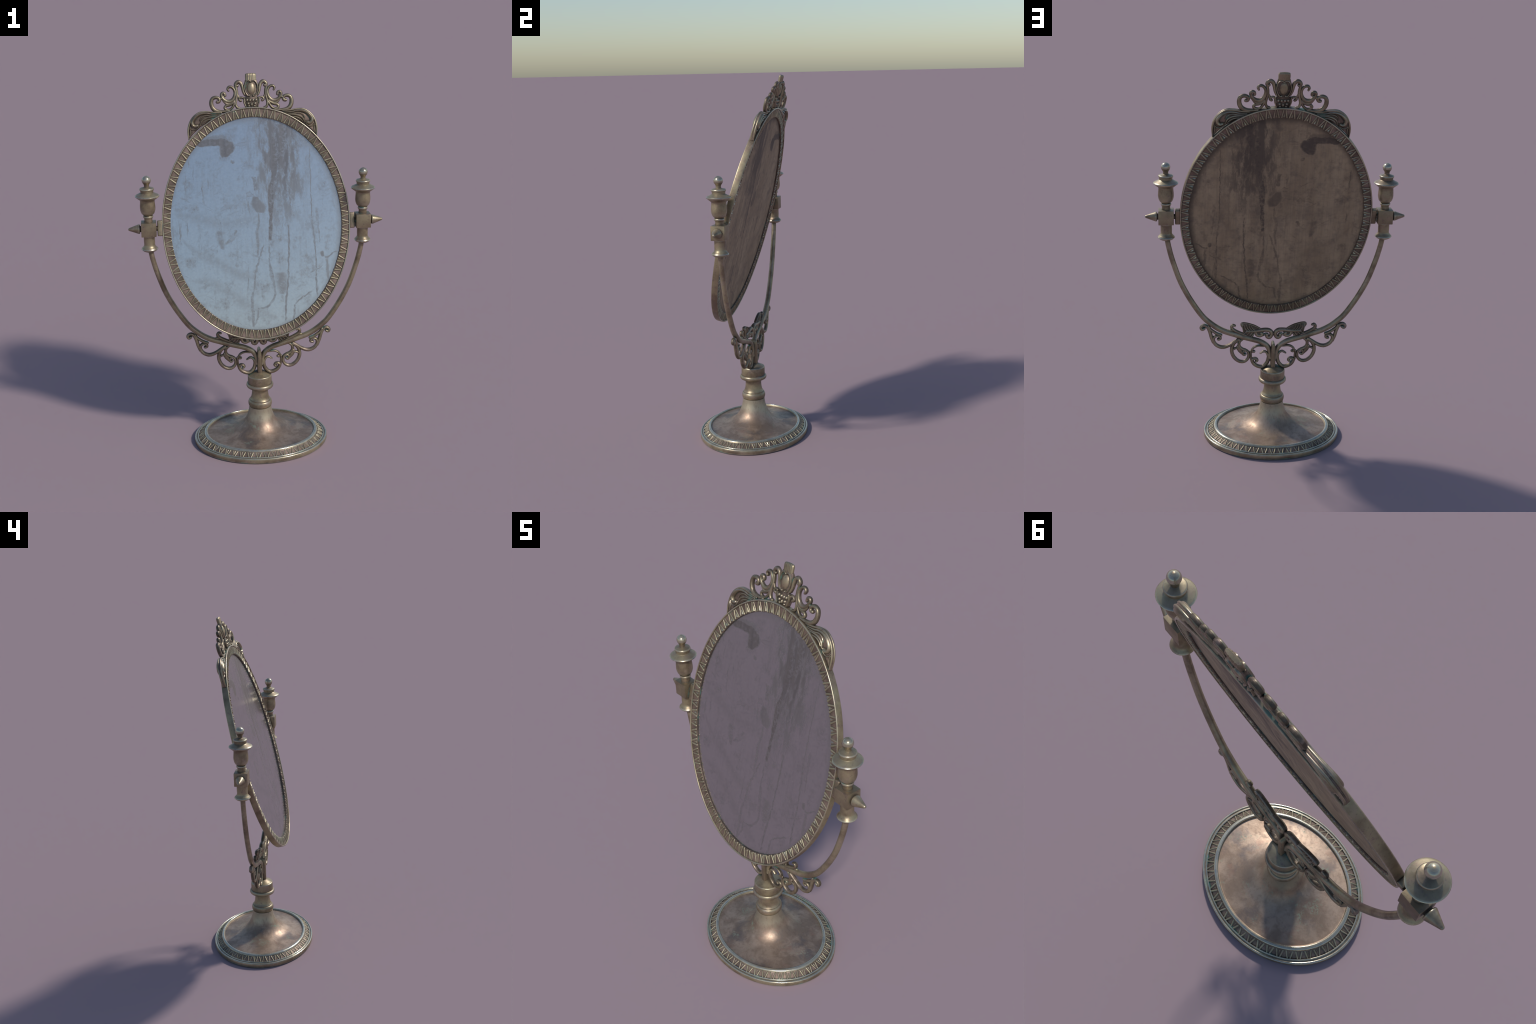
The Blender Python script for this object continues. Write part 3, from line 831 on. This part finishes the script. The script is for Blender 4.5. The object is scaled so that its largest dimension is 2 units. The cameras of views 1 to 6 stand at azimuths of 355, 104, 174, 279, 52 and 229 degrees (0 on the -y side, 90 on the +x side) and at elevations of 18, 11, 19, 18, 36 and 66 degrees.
# ------------------------------------------------------------------ pierced crest on top of the frame
CREST = [
    ([(0.034, 0.672), (0.041, 0.690), (0.045, 0.713), (0.051, 0.730), (0.063, 0.739), (0.074, 0.735), (0.080, 0.725), (0.077, 0.717), (0.071, 0.719)], [0.010, 0.012, 0.014, 0.016, 0.017, 0.015, 0.013], 0.022),
    ([(0.118, 0.695), (0.122, 0.705), (0.115, 0.714), (0.102, 0.714), (0.090, 0.703), (0.084, 0.686), (0.087, 0.667), (0.096, 0.650), (0.111, 0.640), (0.129, 0.641), (0.144, 0.651), (0.153, 0.664),
      (0.155, 0.677), (0.149, 0.684), (0.139, 0.681), (0.137, 0.671)], [0.009, 0.012, 0.012, 0.013, 0.015, 0.018, 0.017, 0.014, 0.013, 0.013], 0.022),
    ([(0.081, 0.720), (0.077, 0.702), (0.075, 0.683), (0.076, 0.664), (0.081, 0.644), (0.083, 0.625), (0.077, 0.609), (0.066, 0.604)], [0.010, 0.013, 0.013, 0.012, 0.011, 0.011], 0.020),
    ([(0.034, 0.634), (0.038, 0.650), (0.049, 0.658), (0.060, 0.656), (0.063, 0.647), (0.056, 0.642)], [0.010, 0.010, 0.010, 0.012], 0.018),
    ([(0.120, 0.592), (0.150, 0.589), (0.177, 0.591), (0.197, 0.602), (0.207, 0.620), (0.209, 0.640), (0.203, 0.656), (0.187, 0.663), (0.172, 0.659), (0.166, 0.649), (0.170, 0.640), (0.178, 0.639)],
     [0.010, 0.012, 0.015, 0.018, 0.019, 0.018, 0.016, 0.015, 0.014, 0.014], 0.024),
    ([(0.090, 0.635), (0.114, 0.622), (0.132, 0.618), (0.140, 0.609), (0.134, 0.600), (0.118, 0.597), (0.102, 0.607), (0.086, 0.634)], [0.012, 0.012, 0.012, 0.011, 0.012], 0.018),
    ([(0.166, 0.652), (0.148, 0.662)], 0.013, 0.018),
    ([(0.146, 0.646), (0.130, 0.629), (0.112, 0.627), (0.090, 0.640)], [0.010, 0.014, 0.014], 0.014),
    ([(0.072, 0.672), (0.061, 0.650)], 0.010, 0.014),
]
for pts, w, d in CREST:
    bm = bmesh.new()
    w = [v * WIDEN for v in w] if hasattr(w, "__len__") else w * WIDEN
    sweep(bm, pts, w, d * 0.88, SEC, 0.0035)
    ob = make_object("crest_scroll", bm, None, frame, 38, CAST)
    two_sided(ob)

# central vase: cup, shield and fluted plume
bm = bmesh.new()
body = [(0.030, 0.748), (0.036, 0.728), (0.038, 0.702), (0.034, 0.674), (0.030, 0.660), (0.039, 0.650), (0.039, 0.632), (0.033, 0.612), (0.026, 0.600)]
plate(bm, body + [(-x, z) for x, z in body[::-1]], 0.014, 0.004, mat=1)
shield = [(0.001, 0.737), (0.012, 0.744), (0.025, 0.737), (0.033, 0.719), (0.034, 0.699), (0.028, 0.680), (0.019, 0.667), (0.009, 0.666)]
for s in (-1, 1):
    sweep(bm, [(s * x, z) for x, z in shield], [0.007, 0.009, 0.009, 0.009, 0.008, 0.009, 0.009], 0.028, SEC, 0.0035)
    blob(bm, (s * 0.0095, 0, 0.6665), (0.0058, 0.0155, 0.0062))
    sweep(bm, [(s * 0.036, 0.660), (s * 0.0395, 0.638), (s * 0.031, 0.610)], [0.006, 0.009, 0.008], 0.026, SEC, 0.0035)
    for x, z, r in ((0.0078, 0.642, 0.0088), (0.0235, 0.643, 0.0086), (0.0175, 0.6255, 0.0084)):
        blob(bm, (s * x, 0, z), (r, 0.0150, r * 1.05), 16, 10)
    blob(bm, (s * 0.0145, 0, 0.613), (0.0075, 0.013, 0.0062), 16, 10)
blob(bm, (0, 0, 0.6205), (0.0072, 0.0150, 0.0115), 16, 10)
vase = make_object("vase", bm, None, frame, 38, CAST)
bm = bmesh.new()
blob(bm, (0, 0, 0.7035), (0.0235, 0.0165, 0.0345), 36, 24)
make_object("cabochon", bm, BRASS, frame, 60)
# plume with shallow flutes on its faces
bm = bmesh.new()
flutes = 6
W = 0.0285
front = []
NX = 48
for i in range(NX + 1):
    u = -1 + 2 * i / NX
    edge = 1 - abs(u) ** 6 * 0.55
    y = 0.0095 * edge - 0.0010 * (0.5 + 0.5 * math.cos(u * math.pi * flutes))
    front.append((u, y))
levels = [(0.736, 0.97, 0), (0.752, 0.985, 0), (0.766, 1.0, 0), (0.773, 1.0, 0), (0.7775, 0.975, 0.002), (0.780, 0.92, 0.0045)]
rings = []
for z, k, pinch in levels:
    ring = []
    for u, y in front:
        ring.append(bm.verts.new((u * W * k, -(y - pinch * 0.8), z + (0.002 * (1 - u * u)))))
    for u, y in front[::-1]:
        ring.append(bm.verts.new((u * W * k, (y - pinch * 0.8), z + (0.002 * (1 - u * u)))))
    rings.append(ring)
for A, B in zip(rings, rings[1:]):
    for j in range(len(A)):
        bm.faces.new((A[j], A[(j + 1) % len(A)], B[(j + 1) % len(A)], B[j]))
bm.faces.new(rings[0])
bm.faces.new(rings[-1])
make_object("plume", bm, BRASS_FLAT, frame, 40)

# acanthus wings on the shoulders of the frame
edge_pts = []
for k in range(12):
    z = 0.430 + (0.560 - 0.430) * k / 11
    x = AO * math.sqrt(1 - (z / BO) ** 2)
    edge_pts.append((x - 0.006, z - 0.006))
wing_out = [(0.335, 0.449), (0.3375, 0.470), (0.3375, 0.490), (0.335, 0.508), (0.330, 0.524), (0.325, 0.540), (0.317, 0.555), (0.307, 0.568), (0.295, 0.578), (0.281, 0.587), (0.267, 0.592), (0.241, 0.5945),
            (0.222, 0.593), (0.206, 0.591), (0.182, 0.589), (0.159, 0.588), (0.159, 0.568), (0.18, 0.560), (0.196, 0.552), (0.225, 0.541), (0.250, 0.5255), (0.268, 0.514), (0.290, 0.496), (0.31, 0.478)]
bm = bmesh.new()
plate(bm, wing_out, 0.012, 0.003, mat=2)
for pts, w, d in [
    ([(0.333, 0.452), (0.335, 0.490), (0.329, 0.524), (0.314, 0.554), (0.291, 0.577), (0.266, 0.589), (0.233, 0.5905), (0.200, 0.586), (0.160, 0.583)], [0.005, 0.009, 0.010, 0.010, 0.009, 0.008, 0.007], [0.010, 0.017, 0.022, 0.022, 0.022, 0.020]),
    ([(0.289, 0.519), (0.298, 0.5165), (0.309, 0.524), (0.312, 0.539), (0.303, 0.556), (0.286, 0.572), (0.261, 0.5815), (0.233, 0.582), (0.209, 0.577), (0.171, 0.576)], [0.018, 0.021, 0.020, 0.016, 0.013, 0.009, 0.007], [0.034, 0.038, 0.037, 0.032, 0.028, 0.024, 0.020]),
    ([(0.165, 0.571), (0.209, 0.567), (0.234, 0.571), (0.250, 0.569), (0.266, 0.559), (0.273, 0.546)], [0.006, 0.007, 0.009, 0.010, 0.009, 0.005], 0.022),
    ([(0.180, 0.563), (0.223, 0.561), (0.243, 0.556), (0.260, 0.546), (0.268, 0.533), (0.272, 0.520)], [0.007, 0.009, 0.012, 0.012, 0.010, 0.006], 0.024),
    ([(0.200, 0.552), (0.230, 0.548), (0.250, 0.538), (0.262, 0.526)], [0.008, 0.011, 0.010, 0.006], 0.020),
    ([(0.324, 0.514), (0.319, 0.504), (0.306, 0.4985), (0.293, 0.501), (0.282, 0.510), (0.278, 0.523)], [0.006, 0.008, 0.008, 0.008, 0.007], 0.021),
    ([(0.326, 0.506), (0.322, 0.490), (0.325, 0.462)], [0.006, 0.010, 0.005], [0.022, 0.020, 0.010]),
]:
    if pts[0] == (0.333, 0.452):      # rolled rim: a bead on each face with a groove along the edge
        for side in (-1, 1):
            sweep(bm, pts, w, 0.0095, round_section(12), 0.0035, y=side * 0.0062)
        continue
    sweep(bm, pts, w, d, round_section(12), 0.0035)
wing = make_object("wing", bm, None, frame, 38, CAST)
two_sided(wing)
